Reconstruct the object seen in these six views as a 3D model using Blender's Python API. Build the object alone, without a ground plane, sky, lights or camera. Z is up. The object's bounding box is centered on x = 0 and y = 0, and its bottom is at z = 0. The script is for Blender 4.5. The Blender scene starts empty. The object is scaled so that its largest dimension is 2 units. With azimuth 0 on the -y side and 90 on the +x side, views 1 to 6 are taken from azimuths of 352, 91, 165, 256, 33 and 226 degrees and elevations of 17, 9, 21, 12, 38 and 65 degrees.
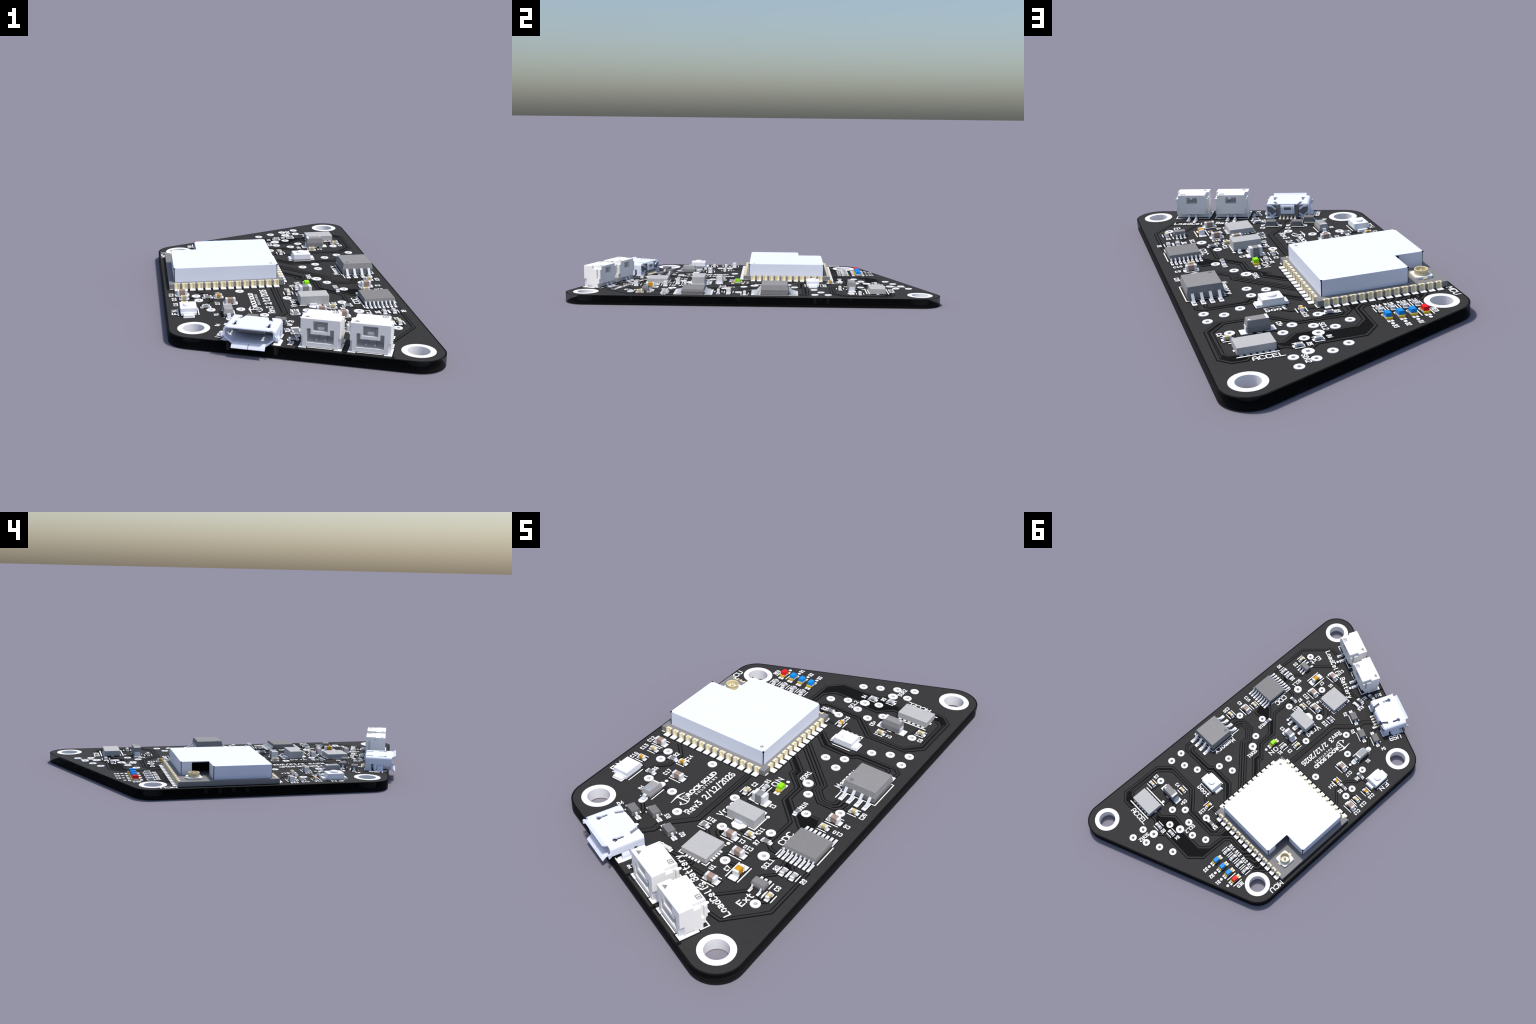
import bpy, bmesh, math
from mathutils import Vector, Matrix

# ---------------------------------------------------------------- frame
S = 0.0278            # metres per board millimetre
TOP = 0.0481          # height of the board's upper face
THICK = TOP / S       # board thickness in millimetres
EDGE = math.radians(22.59)          # slant of the front edge
FRONT = Vector((0.0, -25.86))       # middle of the front edge's hole line


def front(u, w):
    """Point given along (u) and inward of (w) the slanted front edge."""
    c, s = math.cos(EDGE), math.sin(EDGE)
    return (FRONT.x + u * c + w * s, FRONT.y - u * s + w * c)


# ---------------------------------------------------------------- materials
def material(name, color, rough=0.6, spec=0.06, grain=0.03, scale=60.0, see_through=0.0, metal=0.0):
    m = bpy.data.materials.new(name)
    m.use_nodes = True
    nt = m.node_tree
    nodes, links = nt.nodes, nt.links
    bsdf = nodes["Principled BSDF"]
    coord = nodes.new("ShaderNodeTexCoord")
    noise = nodes.new("ShaderNodeTexNoise")
    noise.inputs["Scale"].default_value = scale
    noise.inputs["Detail"].default_value = 3.0
    ramp = nodes.new("ShaderNodeValToRGB")
    lo = [max(0.0, c * (1 - grain)) for c in color]
    hi = [min(1.0, c * (1 + grain)) for c in color]
    ramp.color_ramp.elements[0].position = 0.3
    ramp.color_ramp.elements[1].position = 0.7
    ramp.color_ramp.elements[0].color = (*lo, 1)
    ramp.color_ramp.elements[1].color = (*hi, 1)
    links.new(coord.outputs["Object"], noise.inputs["Vector"])
    links.new(noise.outputs["Fac"], ramp.inputs["Fac"])
    links.new(ramp.outputs["Color"], bsdf.inputs["Base Color"])
    bsdf.inputs["Roughness"].default_value = rough
    bsdf.inputs["Specular IOR Level"].default_value = spec
    bsdf.inputs["Metallic"].default_value = metal
    if see_through > 0:
        clear = nodes.new("ShaderNodeBsdfTransparent")
        mix = nodes.new("ShaderNodeMixShader")
        mix.inputs["Fac"].default_value = see_through
        links.new(bsdf.outputs["BSDF"], mix.inputs[1])
        links.new(clear.outputs["BSDF"], mix.inputs[2])
        links.new(mix.outputs["Shader"], nodes["Material Output"].inputs["Surface"])
    return m


M = dict(
    resin=material("smoked_resin", (0.006, 0.0062, 0.0068), 0.5, 0.03, see_through=0.43),
    mask=material("black_solder_mask", (0.0388, 0.0384, 0.0382), 0.6, 0.03, 0.02, 30),
    gap=material("bare_mask_gap", (0.0085, 0.0087, 0.009), 0.7, 0.02),
    tin=material("tinned_copper", (0.83, 0.83, 0.84), 0.5, 0.07, 0.01),
    barrel=material("plated_barrel", (0.64, 0.65, 0.68), 0.5, 0.07, 0.01),
    ink=material("white_ink", (0.88, 0.88, 0.88), 0.7, 0.02, 0.01),
    shield=material("shield_steel", (0.76, 0.80, 0.92), 0.5, 0.06, 0.01, 12),
    dark_inside=material("near_black_inner", (0.004, 0.004, 0.005), 0.9, 0.00),  # near-black colour for the block inside the can and the posts in its corner slits
    module=material("module_laminate", (0.225, 0.225, 0.23), 0.6, 0.04),
    gold=material("gold_plating", (0.80, 0.71, 0.47), 0.45, 0.07, 0.03),
    gold_cup=material("gold_contact", (0.70, 0.60, 0.36), 0.4, 0.07, 0.03),
    mould=material("moulded_epoxy", (0.268, 0.266, 0.267), 0.6, 0.04),
    mould_deep=material("moulded_epoxy_deep", (0.224, 0.222, 0.222), 0.6, 0.04),
    mould_dark=material("moulded_epoxy_dark", (0.186, 0.185, 0.185), 0.6, 0.04),
    mould_mid=material("moulded_epoxy_mid", (0.348, 0.346, 0.348), 0.6, 0.04),
    mould_pale=material("moulded_epoxy_pale", (0.465, 0.462, 0.465), 0.6, 0.04),
    pit=material("pin_mark", (0.17, 0.17, 0.175), 0.7, 0.02),
    lead=material("tinned_lead", (0.62, 0.65, 0.70), 0.45, 0.07, 0.01),
    nylon=material("white_nylon", (0.86, 0.85, 0.835), 0.55, 0.04, 0.01),
    nylon_mark=material("moulding_mark", (0.27, 0.27, 0.28), 0.6, 0.02),
    switch=material("switch_plastic", (0.84, 0.86, 0.90), 0.5, 0.06, 0.01),
    usb_core=material("connector_core", (0.21, 0.21, 0.215), 0.6, 0.04),
    cap_brown=material("ceramic_brown", (0.36, 0.262, 0.215), 0.55, 0.06),
    cap_tan=material("ceramic_tan", (0.62, 0.50, 0.235), 0.55, 0.06),
    cap_orange=material("ceramic_orange", (0.62, 0.31, 0.015), 0.55, 0.06),
    cap_grey=material("ceramic_grey", (0.27, 0.27, 0.28), 0.55, 0.06),
    end_cap=material("end_cap", (0.74, 0.75, 0.77), 0.5, 0.07, 0.01),
    res_base=material("alumina_base", (0.52, 0.53, 0.54), 0.6, 0.04),
    res_film=material("resistor_film", (0.20, 0.20, 0.21), 0.6, 0.04),
    res_film_pale=material("resistor_film_pale", (0.42, 0.42, 0.43), 0.6, 0.04),
    cream=material("cream_ceramic", (0.72, 0.70, 0.64), 0.6, 0.04),
    led_base=material("lamp_base", (0.72, 0.72, 0.70), 0.55, 0.04),
    led_end=material("lamp_contact", (0.62, 0.43, 0.05), 0.45, 0.07),
    led_green=material("lamp_green", (0.28, 0.80, 0.012), 0.4, 0.07),
    led_blue=material("lamp_blue", (0.012, 0.27, 0.80), 0.4, 0.07),
    led_red=material("lamp_red", (0.78, 0.016, 0.02), 0.4, 0.07),
    blue_mark=material("blue_mark", (0.18, 0.48, 0.85), 0.5, 0.04),
)

# ---------------------------------------------------------------- objects
ROOT = bpy.data.objects.new("circuit_board_assembly", None)
bpy.context.collection.objects.link(ROOT)
ROOT["label"] = "black sensor circuit board with white connectors and silver module"
ROOT["category"] = "circuit board"


def finish(verts, faces, name, mat, bevel=0.0, smooth=False, segments=2):
    """Millimetre vertices -> mesh datablock in metres."""
    me = bpy.data.meshes.new(name)
    me.from_pydata([(x * S, y * S, z * S) for x, y, z in verts], [], faces)
    me.materials.append(M[mat])
    bm = bmesh.new()
    bm.from_mesh(me)
    bmesh.ops.recalc_face_normals(bm, faces=bm.faces)
    if bevel:
        sharp = [e for e in bm.edges if len(e.link_faces) == 2 and e.calc_face_angle(0) > 0.6]
        bmesh.ops.bevel(bm, geom=sharp, offset=bevel * S, segments=segments, profile=0.5, affect='EDGES', clamp_overlap=True)
    if smooth:
        for f in bm.faces:
            f.smooth = True
    bm.to_mesh(me)
    bm.free()
    return me


def put(name, me, parent=ROOT, at=(0, 0, 0), turn=0.0, scale=None):
    """Place a mesh; the root frame has z = 0 at the ground, boards' children sit on its top."""
    ob = bpy.data.objects.new(name, me)
    bpy.context.collection.objects.link(ob)
    ob.parent = parent
    z = at[2] * S + (TOP if parent is ROOT else 0.0)
    ob.location = (at[0] * S, at[1] * S, z)
    ob.rotation_euler = (0, 0, turn)
    if scale:
        ob.scale = scale
    return ob


class Geo:
    """Small collector of vertices and faces in millimetres."""

    def __init__(self):
        self.v, self.f = [], []

    def add(self, verts, faces):
        n = len(self.v)
        self.v += list(verts)
        self.f += [tuple(i + n for i in f) for f in faces]
        return self

    def box(self, x0, x1, y0, y1, z0, z1):
        v = [(x, y, z) for z in (z0, z1) for x, y in ((x0, y0), (x1, y0), (x1, y1), (x0, y1))]
        return self.add(v, [(0, 3, 2, 1), (4, 5, 6, 7), (0, 1, 5, 4), (1, 2, 6, 5), (2, 3, 7, 6), (3, 0, 4, 7)])

    def prism(self, outline, z0, z1):
        n = len(outline)
        v = [(x, y, z) for z in (z0, z1) for x, y in outline]
        f = [tuple(range(n))[::-1], tuple(range(n, 2 * n))]
        f += [(i, (i + 1) % n, n + (i + 1) % n, n + i) for i in range(n)]
        return self.add(v, f)

    def stack(self, levels):
        """Rectangular sections (z, half_x, half_y) joined upwards."""
        v = [(sx * hx, sy * hy, z) for z, hx, hy in levels for sx, sy in ((-1, -1), (1, -1), (1, 1), (-1, 1))]
        k = len(levels)
        f = [(3, 2, 1, 0), tuple(range(4 * k - 4, 4 * k))]
        for i in range(k - 1):
            f += [(4 * i + j, 4 * i + (j + 1) % 4, 4 * i + 4 + (j + 1) % 4, 4 * i + 4 + j) for j in range(4)]
        return self.add(v, f)

    def lathe(self, profile, n=24, cx=0.0, cy=0.0, closed=True):
        k = len(profile)
        v = [(cx + r * math.cos(2 * math.pi * a / n), cy + r * math.sin(2 * math.pi * a / n), z) for a in range(n) for r, z in profile]
        f = []
        for a in range(n):
            b = (a + 1) % n
            for i in range(k if closed else k - 1):
                j = (i + 1) % k
                f.append((a * k + i, b * k + i, b * k + j, a * k + j))
        if not closed:
            f.append(tuple(a * k + k - 1 for a in range(n)))
            f.append(tuple(a * k for a in range(n))[::-1])
        return self.add(v, f)

    def ribbon(self, path, half, thick):
        """Bent strip: path of (y, z), width along x, thickness across the path."""
        left, right = [], []
        for i, (y, z) in enumerate(path):
            a = Vector(path[max(i - 1, 0)])
            b = Vector(path[min(i + 1, len(path) - 1)])
            d = (b - a).normalized()
            nrm = Vector((-d.y, d.x)) * (thick / 2)
            left.append((y + nrm.x, z + nrm.y))
            right.append((y - nrm.x, z - nrm.y))
        ring = left + right[::-1]
        n = len(ring)
        v = [(x, y, z) for x in (-half, half) for y, z in ring]
        f = [(i, (i + 1) % n, n + (i + 1) % n, n + i) for i in range(n)]
        m = len(path)
        for o in (0, n):
            f += [(o + i, o + i + 1, o + n - 2 - i, o + n - 1 - i) for i in range(m - 1)]
        return self.add(v, f)

    def strip(self, pts, width, z, cap=0):
        """Flat mitred band along a polyline, with round ends when cap > 0."""
        p = [Vector(q) for q in pts]
        h = width / 2
        L, R = [], []
        for i, q in enumerate(p):
            if i == 0:
                d0 = d1 = (p[1] - q).normalized()
            elif i == len(p) - 1:
                d0 = d1 = (q - p[i - 1]).normalized()
            else:
                d0, d1 = (q - p[i - 1]).normalized(), (p[i + 1] - q).normalized()
            n0, n1 = Vector((-d0.y, d0.x)), Vector((-d1.y, d1.x))
            m = n0 + n1
            m = m.normalized() if m.length > 1e-6 else n0
            k = h / max(m.dot(n0), 0.45)
            L.append(q + m * k)
            R.append(q - m * k)
        v, f = [], []
        for a, b in zip(L, R):
            v += [(a.x, a.y, z), (b.x, b.y, z)]
        f += [(2 * i, 2 * i + 1, 2 * i + 3, 2 * i + 2) for i in range(len(p) - 1)]
        if cap:
            for q, e, i0 in ((p[0], p[0] - p[1], 0), (p[-1], p[-1] - p[-2], 2 * len(p) - 2)):
                ang = math.atan2(e.y, e.x)
                arc = [(q.x + h * math.cos(ang + t), q.y + h * math.sin(ang + t), z) for t in [math.pi / 2 - math.pi * j / (cap + 1) for j in range(0, cap + 2)]]
                n = len(v)
                v += arc
                f.append(tuple(range(n, n + len(arc))))
        return self.add(v, f)

    def disc(self, x, y, r, z, n=20):
        return self.add([(x + r * math.cos(2 * math.pi * i / n), y + r * math.sin(2 * math.pi * i / n), z) for i in range(n)], [tuple(range(n))])

    def mesh(self, name, mat, bevel=0.0, smooth=False, segments=2):
        return finish(self.v, self.f, name, mat, bevel, smooth, segments)


def sheet(name, mat, outlines, z0, z1):
    """Plate with holes: first outline outside, the others cut out."""
    cu = bpy.data.curves.new(name, 'CURVE')
    cu.dimensions = '2D'
    cu.fill_mode = 'BOTH'
    cu.extrude = (z1 - z0) / 2 * S
    for line in outlines:
        sp = cu.splines.new('POLY')
        sp.points.add(len(line) - 1)
        for q, (x, y) in zip(sp.points, line):
            q.co = (x * S, y * S, 0, 1)
        sp.use_cyclic_u = True
    tmp = bpy.data.objects.new(name, cu)
    bpy.context.collection.objects.link(tmp)
    bpy.context.view_layer.update()
    me = bpy.data.meshes.new_from_object(tmp.evaluated_get(bpy.context.evaluated_depsgraph_get()))
    bpy.data.objects.remove(tmp)
    me.transform(Matrix.Translation((0, 0, (z0 + z1) / 2 * S)))
    me.materials.clear()
    me.materials.append(M[mat])
    me.name = name
    for p in me.polygons:
        p.use_smooth = False
    return me


def carve(me, cutters, name):
    """Boolean difference of a mesh with a list of (x0,x1,y0,y1,z0,z1) boxes or Geo objects."""
    ob = bpy.data.objects.new(name, me)
    bpy.context.collection.objects.link(ob)
    helpers = []
    for c in cutters:
        g = c if isinstance(c, Geo) else Geo().box(*c)
        h = bpy.data.objects.new("cutter", g.mesh("cutter", "gap"))
        bpy.context.collection.objects.link(h)
        helpers.append(h)
        md = ob.modifiers.new("cut", 'BOOLEAN')
        md.operation = 'DIFFERENCE'
        md.solver = 'EXACT'
        md.object = h
    bpy.context.view_layer.update()
    out = bpy.data.meshes.new_from_object(ob.evaluated_get(bpy.context.evaluated_depsgraph_get()))
    mats = [m for m in me.materials]
    out.materials.clear()
    out.materials.append(mats[0])
    for p in out.polygons:
        p.material_index = 0
    bpy.data.objects.remove(ob)
    for h in helpers:
        bpy.data.objects.remove(h)
    out.name = name
    return out


def circle(cx, cy, r, n=24, a0=0.0, a1=2 * math.pi):
    return [(cx + r * math.cos(a0 + (a1 - a0) * i / n), cy + r * math.sin(a0 + (a1 - a0) * i / n)) for i in range(n)]


def rect(x0, x1, y0, y1):
    return [(x0, y0), (x1, y0), (x1, y1), (x0, y1)]


# ---------------------------------------------------------------- the board
CORNERS = [(15.14, -32.16), (15.14, 32.16), (-15.14, 19.56), (-15.14, -19.56)]
RADIUS = 3.81


def board_outline(inset):
    r = RADIUS - inset
    pts = []
    for i, (cx, cy) in enumerate(CORNERS):
        px, py = CORNERS[i - 1]
        nx, ny = CORNERS[(i + 1) % 4]
        a0 = math.atan2(cy - py, cx - px) - math.pi / 2
        a1 = math.atan2(ny - cy, nx - cx) - math.pi / 2
        if a1 < a0:
            a1 += 2 * math.pi
        steps = 20
        pts += [(cx + r * math.cos(a0 + (a1 - a0) * k / steps), cy + r * math.sin(a0 + (a1 - a0) * k / steps)) for k in range(steps + 1)]
    return pts


VIA = [(14.65, -23.58), (7.04, -19.60), (8.91, -11.77), (10.62, -5.63), (8.58, -1.90), (2.77, -14.59), (0.63, -8.68),
       (-4.07, -15.76), (-7.37, -12.82), (-11.96, -12.48), (-13.51, -7.94), (-13.80, -5.90), (-6.57, -4.44),
       (16.15, 11.97), (16.15, 14.50), (13.60, 13.24), (11.09, 11.98), (8.58, 5.67), (8.58, 8.20), (6.05, 6.93), (14.40, -2.74),
       (14.24, 19.04), (7.82, 21.40), (5.74, 23.85), (8.56, 28.38), (8.59, 30.89), (6.04, 29.65), (3.53, 28.38), (1.00, 27.12),
       (6.05, 19.57), (1.87, 17.65), (3.52, 20.81), (0.98, 22.08), (-1.51, 20.80),
       (-15.9, 10.4), (-15.9, 7.95), (-15.9, 5.5), (-15.9, 3.05)]
TEST = [(10.65, -15.99), (7.24, 0.18), (3.60, 23.02), (6.39, 27.45)]
USB_U = -6.85
SLOTS = [front(USB_U + s * 3.55, -2.25) for s in (-1, 1)]

holes = [circle(x, y, 1.66, 28) for x, y in CORNERS]
holes += [circle(x, y, 0.34, 14) for x, y in VIA + TEST]
substrate = put("board_substrate", sheet("board_substrate", "resin", [board_outline(0.0)] + holes, -THICK, -0.03))
put("solder_mask", sheet("solder_mask", "gap", [board_outline(0.003)] + holes, -0.029, -0.019))
pour = put("copper_pour", sheet("copper_pour", "mask", [board_outline(0.24)] + holes, -0.016, 0.0))
put("inner_copper_plane", sheet("lower_copper", "mask", [board_outline(0.40)] + holes, -THICK + 0.06, -THICK + 0.12))

ring = Geo().lathe([(1.60, -THICK + 0.004), (1.60, 0.03), (2.42, 0.03), (2.42, 0.001), (1.65, 0.001), (1.65, -THICK + 0.03), (2.42, -THICK + 0.03), (2.42, -THICK + 0.004)], 28).mesh("mounting_ring", "tin")
for x, y in CORNERS:
    put("mounting_ring", ring, at=(x, y, 0))
via = Geo().lathe([(0.28, -THICK + 0.004), (0.28, 0.10), (0.70, 0.10), (0.70, 0.001), (0.33, 0.001), (0.33, -THICK + 0.004)], 20).mesh("plated_via", "tin")
test = Geo().lathe([(0.30, -THICK + 0.004), (0.30, 0.10), (0.81, 0.10), (0.81, 0.001), (0.335, 0.001), (0.335, -THICK + 0.004)], 22).mesh("test_point", "tin")
for x, y in VIA:
    put("plated_via", via, at=(x, y, 0))
for x, y in TEST:
    put("test_point", test, at=(x, y, 0))

# ---------------------------------------------------------------- tracks
TRACKS = [
    ((10.58, -28.00), (12.71, -28.27), (17.04, -23.60), (17.08, -15.09)),
    ((9.41, -27.71), (9.41, -25.48), (11.49, -23.38), (12.65, -22.13)),
    ((12.52, -19.34), (12.63, -19.06), (14.23, -17.47)),
    ((14.28, -16.49), (13.66, -15.99), (13.52, -15.11)),
    ((15.97, -16.54), (14.87, -15.63), (14.74, -14.85)),
    ((11.20, -15.86), (12.33, -15.00)),
    ((11.66, -14.46), (10.68, -14.37), (10.01, -13.82)),
    ((9.74, -13.10), (9.82, -8.31), (6.46, -5.03), (6.43, -1.58), (3.95, 0.69), (3.96, 1.66), (2.18, 3.34)),
    ((12.05, -8.62), (11.46, -8.58), (6.97, -4.20), (6.96, -1.08), (5.05, 0.69), (5.16, 1.88), (2.13, 4.75)),
    ((12.82, -0.18), (12.75, -1.28), (12.34, -1.72), (10.95, -1.62), (9.46, -0.16), (9.54, 1.28), (2.31, 8.38), (2.01, 8.36)),
    ((14.09, -0.25), (14.00, -1.61), (13.13, -2.53), (10.69, -2.51), (8.68, -0.56), (8.73, 0.68), (2.28, 7.01)),
    ((13.46, -0.2), (13.42, -1.45), (12.75, -2.12), (10.82, -2.07), (9.07, -0.36), (9.13, 0.98), (2.28, 7.69)),
    ((15.24, -0.03), (15.05, -1.11), (14.61, -1.95)),
    ((16.66, 8.35), (16.73, 9.94), (15.95, 10.61), (9.52, 10.60), (8.78, 9.87), (4.78, 9.97), (2.31, 12.27)),
    ((15.31, 8.65), (15.30, 9.70), (14.92, 9.94), (9.87, 9.86), (9.15, 9.10), (4.25, 9.20), (2.41, 10.94), (1.81, 10.92)),
    ((6.70, 13.66), (4.91, 15.23), (4.12, 15.33)),
    ((2.97, 15.32), (1.45, 15.31)),
    ((13.47, 26.46), (13.96, 27.04), (15.80, 27.02), (17.16, 25.71), (17.05, 17.51), (14.88, 15.31), (8.45, 15.31), (6.68, 16.91), (4.98, 18.56), (-0.90, 18.67), (-1.47, 18.07), (-1.44, 16.03)),
    ((15.22, 25.18), (15.79, 25.18), (16.41, 24.45), (16.42, 18.00), (14.31, 15.79), (8.70, 15.78), (7.09, 17.34), (5.13, 19.22), (-1.30, 19.27), (-2.65, 17.86), (-2.66, 16.02)),
    ((9.47, 23.92), (8.38, 24.01), (6.32, 22.02), (4.37, 22.10), (3.44, 22.40)),
    ((2.7, 22.90), (-1.83, 22.90), (-3.28, 21.36), (-3.45, 17.83), (-4.53, 16.68), (-7.31, 16.75), (-7.80, 16.19)),
    ((9.58, 25.24), (8.51, 25.30), (7.77, 25.81), (7.27, 25.77)),
    ((5.85, 26.95), (4.64, 25.77), (-1.87, 25.74), (-3.94, 23.60), (-3.99, 18.14), (-4.85, 17.22), (-8.44, 17.19), (-9.03, 16.46)),
    ((-8.83, 17.80), (-10.34, 16.15)),
    ((-9.81, 17.52), (-10.17, 17.17), (-11.39, 17.03), (-11.64, 16.76), (-11.61, 16.22)),
    ((-11.24, 17.57), (-12.48, 17.62), (-12.78, 17.35), (-12.79, 16.21)),
    ((-12.23, 18.22), (-12.86, 18.13), (-14.09, 16.74), (-14.09, 16.16)),
    ((-0.24, 17.50), (-0.11, 15.85)),
    ((-5.73, -22.10), (-4.24, -20.51), (-4.19, -19.04), (-0.67, -15.29), (-0.57, -3.27)),
    ((-6.23, -22.15), (-4.56, -20.37), (-4.52, -18.90), (-1.00, -15.14), (-1.01, -3.24)),
    ((-7.19, -21.45), (-7.21, -20.28)),
    ((-7.93, -18.98), (-7.95, -18.39), (-9.49, -16.75)),
    ((-8.0, -12.78), (-9.48, -12.71), (-9.63, -10.34)),
    ((-13.18, -11.18), (-15.24, -11.10)),
    ((-13.20, -10.79), (-13.10, -9.79), (-11.55, -8.27), (-11.53, -5.51), (-13.10, -3.91), (-13.75, -3.31)),
    ((-12.57, -7.02), (-13.1, -7.6)),
    ((-10.90, -6.69), (-11.59, -6.91)),
    ((-14.3, -6.3), (-15.04, -7.09)),
    ((3.02, -24.87), (3.11, -23.52), (3.80, -22.68), (3.75, -22.05)),
    ((6.75, -23.32), (4.25, -23.22), (3.3, -23.32)),
    ((0.10, -23.55), (2.32, -23.68), (2.93, -23.15), (3.21, -22.28)),
    ((-0.04, -22.46), (2.47, -22.50)),
    ((8.61, -19.53), (7.54, -19.61)),
    ((6.95, -18.10), (6.21, -18.89)),
    ((3.81, -15.59), (3.75, -16.42), (2.90, -15.80), (2.83, -15.13)),
    ((2.50, -17.21), (1.52, -16.25)),
    ((6.58, -13.98), (5.94, -13.55), (5.24, -13.62)),
    ((2.87, -9.11), (2.75, -7.71), (3.00, -4.85)),
    ((1.30, -6.87), (0.80, -8.23)),
    ((14.8, -23.1), (15.63, -22.53)),
    ((14.02, -22.12), (14.91, -22.60)),
    ((12.88, -5.73), (11.1, -5.67)),
    ((-6.02, 19.95), (-6.13, 20.89)),
    ((-7.81, 19.97), (-7.87, 20.86)),
    ((-9.58, 19.90), (-9.64, 20.88)),
    ((-11.35, 19.92), (-11.36, 20.85)),
    ((4.34, -4.13), (3.15, -4.09)),
    ((8.33, 20.30), (7.98, 20.95)),
    ((9.97, 20.42), (10.01, 21.88)),
    ((13.86, 19.5), (14.21, 21.86)),
]
BARE = [
    ((13.20, -7.85), (13.07, -6.42), (12.45, -5.85), (11.1, -5.82), (9.54, -6.28), (9.63, -6.63), (11.72, -8.53), (12.24, -7.97)),
    ((9.31, -6.75), (8.97, -7.11), (6.69, -4.83), (6.65, -1.28), (4.41, 0.87), (4.45, 1.65), (1.90, 4.08), (1.97, 4.47), (4.79, 1.80), (4.80, 0.65), (6.79, -1.19), (6.79, -4.39)),
    ((9.26, 24.41), (8.20, 24.22), (6.21, 22.27), (4.39, 22.32), (4.15, 22.6), (4.2, 23.3), (3.4, 23.6), (3.0, 23.2), (-1.96, 23.10), (-3.50, 21.47), (-3.67, 17.99), (-4.66, 16.94), (-4.73, 17.00), (-3.79, 18.04), (-3.70, 23.47), (-1.74, 25.50), (3.24, 25.62), (7.11, 25.80), (8.33, 25.31)),
    ((16.54, 24.34), (15.85, 25.24), (15.25, 25.32), (10.19, 25.88), (13.06, 26.13), (14.03, 26.66), (15.69, 26.70), (16.85, 25.53)),
    ((4.57, 18.52), (2.6, 18.39), (0.99, 17.92), (-0.48, 17.54), (-0.09, 16.17), (-4.08, 15.69), (-13.87, 15.53), (-13.96, 16.29), (-12.71, 18.00), (-10.12, 17.80), (-8.55, 17.55), (-4.63, 16.77), (-3.39, 17.60), (-2.76, 17.88), (-2.72, 16.15), (-1.69, 16.25), (-1.53, 18.30), (-1.05, 18.71)),
    ((15.20, 10.13), (9.89, 10.10), (9.02, 9.31), (4.44, 9.41), (2.29, 11.43), (2.29, 11.94), (4.65, 9.74), (8.93, 9.65), (9.62, 10.34), (15.23, 10.37)),
    ((16.32, 24.11), (16.70, 17.67), (14.60, 15.54), (8.6, 15.54), (5.05, 18.9), (-1.2, 18.97), (8.6, 15.58), (14.47, 15.60), (16.55, 17.88)),
    ((15.07, -16.11), (14.25, -16.17), (13.71, -15.71), (13.72, -15.24), (14.12, -15.16)),
    ((9.68, -12.94), (9.14, -13.18), (9.07, -12.46), (9.38, -11.66), (9.59, -11.47)),
    ((3.61, -15.58), (3.49, -15.93), (3.03, -15.54), (3.30, -15.0)),
]
BARE[6] = BARE[6][:4] + ((13.9, 15.60), (14.47, 15.66), (16.55, 17.88))
gap, trace = Geo(), Geo()
for i, t in enumerate(TRACKS):
    gap.strip(t, 0.62, 0.006 + 0.0006 * i)
    trace.strip(t, 0.29, 0.05 + 0.0006 * i)
void = put("bare_board", sheet("bare_board", "gap", [BARE[2], circle(5.74, 23.85, 0.5, 16)], 0.0405, 0.0445))
for i, b in enumerate(BARE):
    if i == 2:
        continue
    gap.add([(x, y, 0.044 + 0.0004 * i) for x, y in b], [tuple(range(len(b)))])
# slots of bare board at the front edge, beside the connector anchors
for i, (u, w0, w1) in enumerate([(13.25, -3.75, -3.05), (6.55, -3.75, -2.9), (-0.15, -3.75, -3.05)]):
    q = [front(u - 0.25, w0), front(u + 0.25, w0), front(u + 0.25, w1), front(u - 0.25, w1)]
    gap.add([(x, y, 0.003 + 0.0004 * i) for x, y in q], [(0, 1, 2, 3)])
HALO = gap
a = put("copper_track", trace.mesh("copper_track", "mask"))
a["kind"] = "stuff"

# ---------------------------------------------------------------- printing
INK = Geo()
INK_Z = [0.115]


def ink_z():
    INK_Z[0] += 0.0003
    return INK_Z[0]


def ink_line(pts, width=0.165):
    INK.strip(pts, width, ink_z(), cap=5)


def ink_dot(x, y, r=0.27):
    INK.disc(x, y, r, ink_z())


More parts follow.
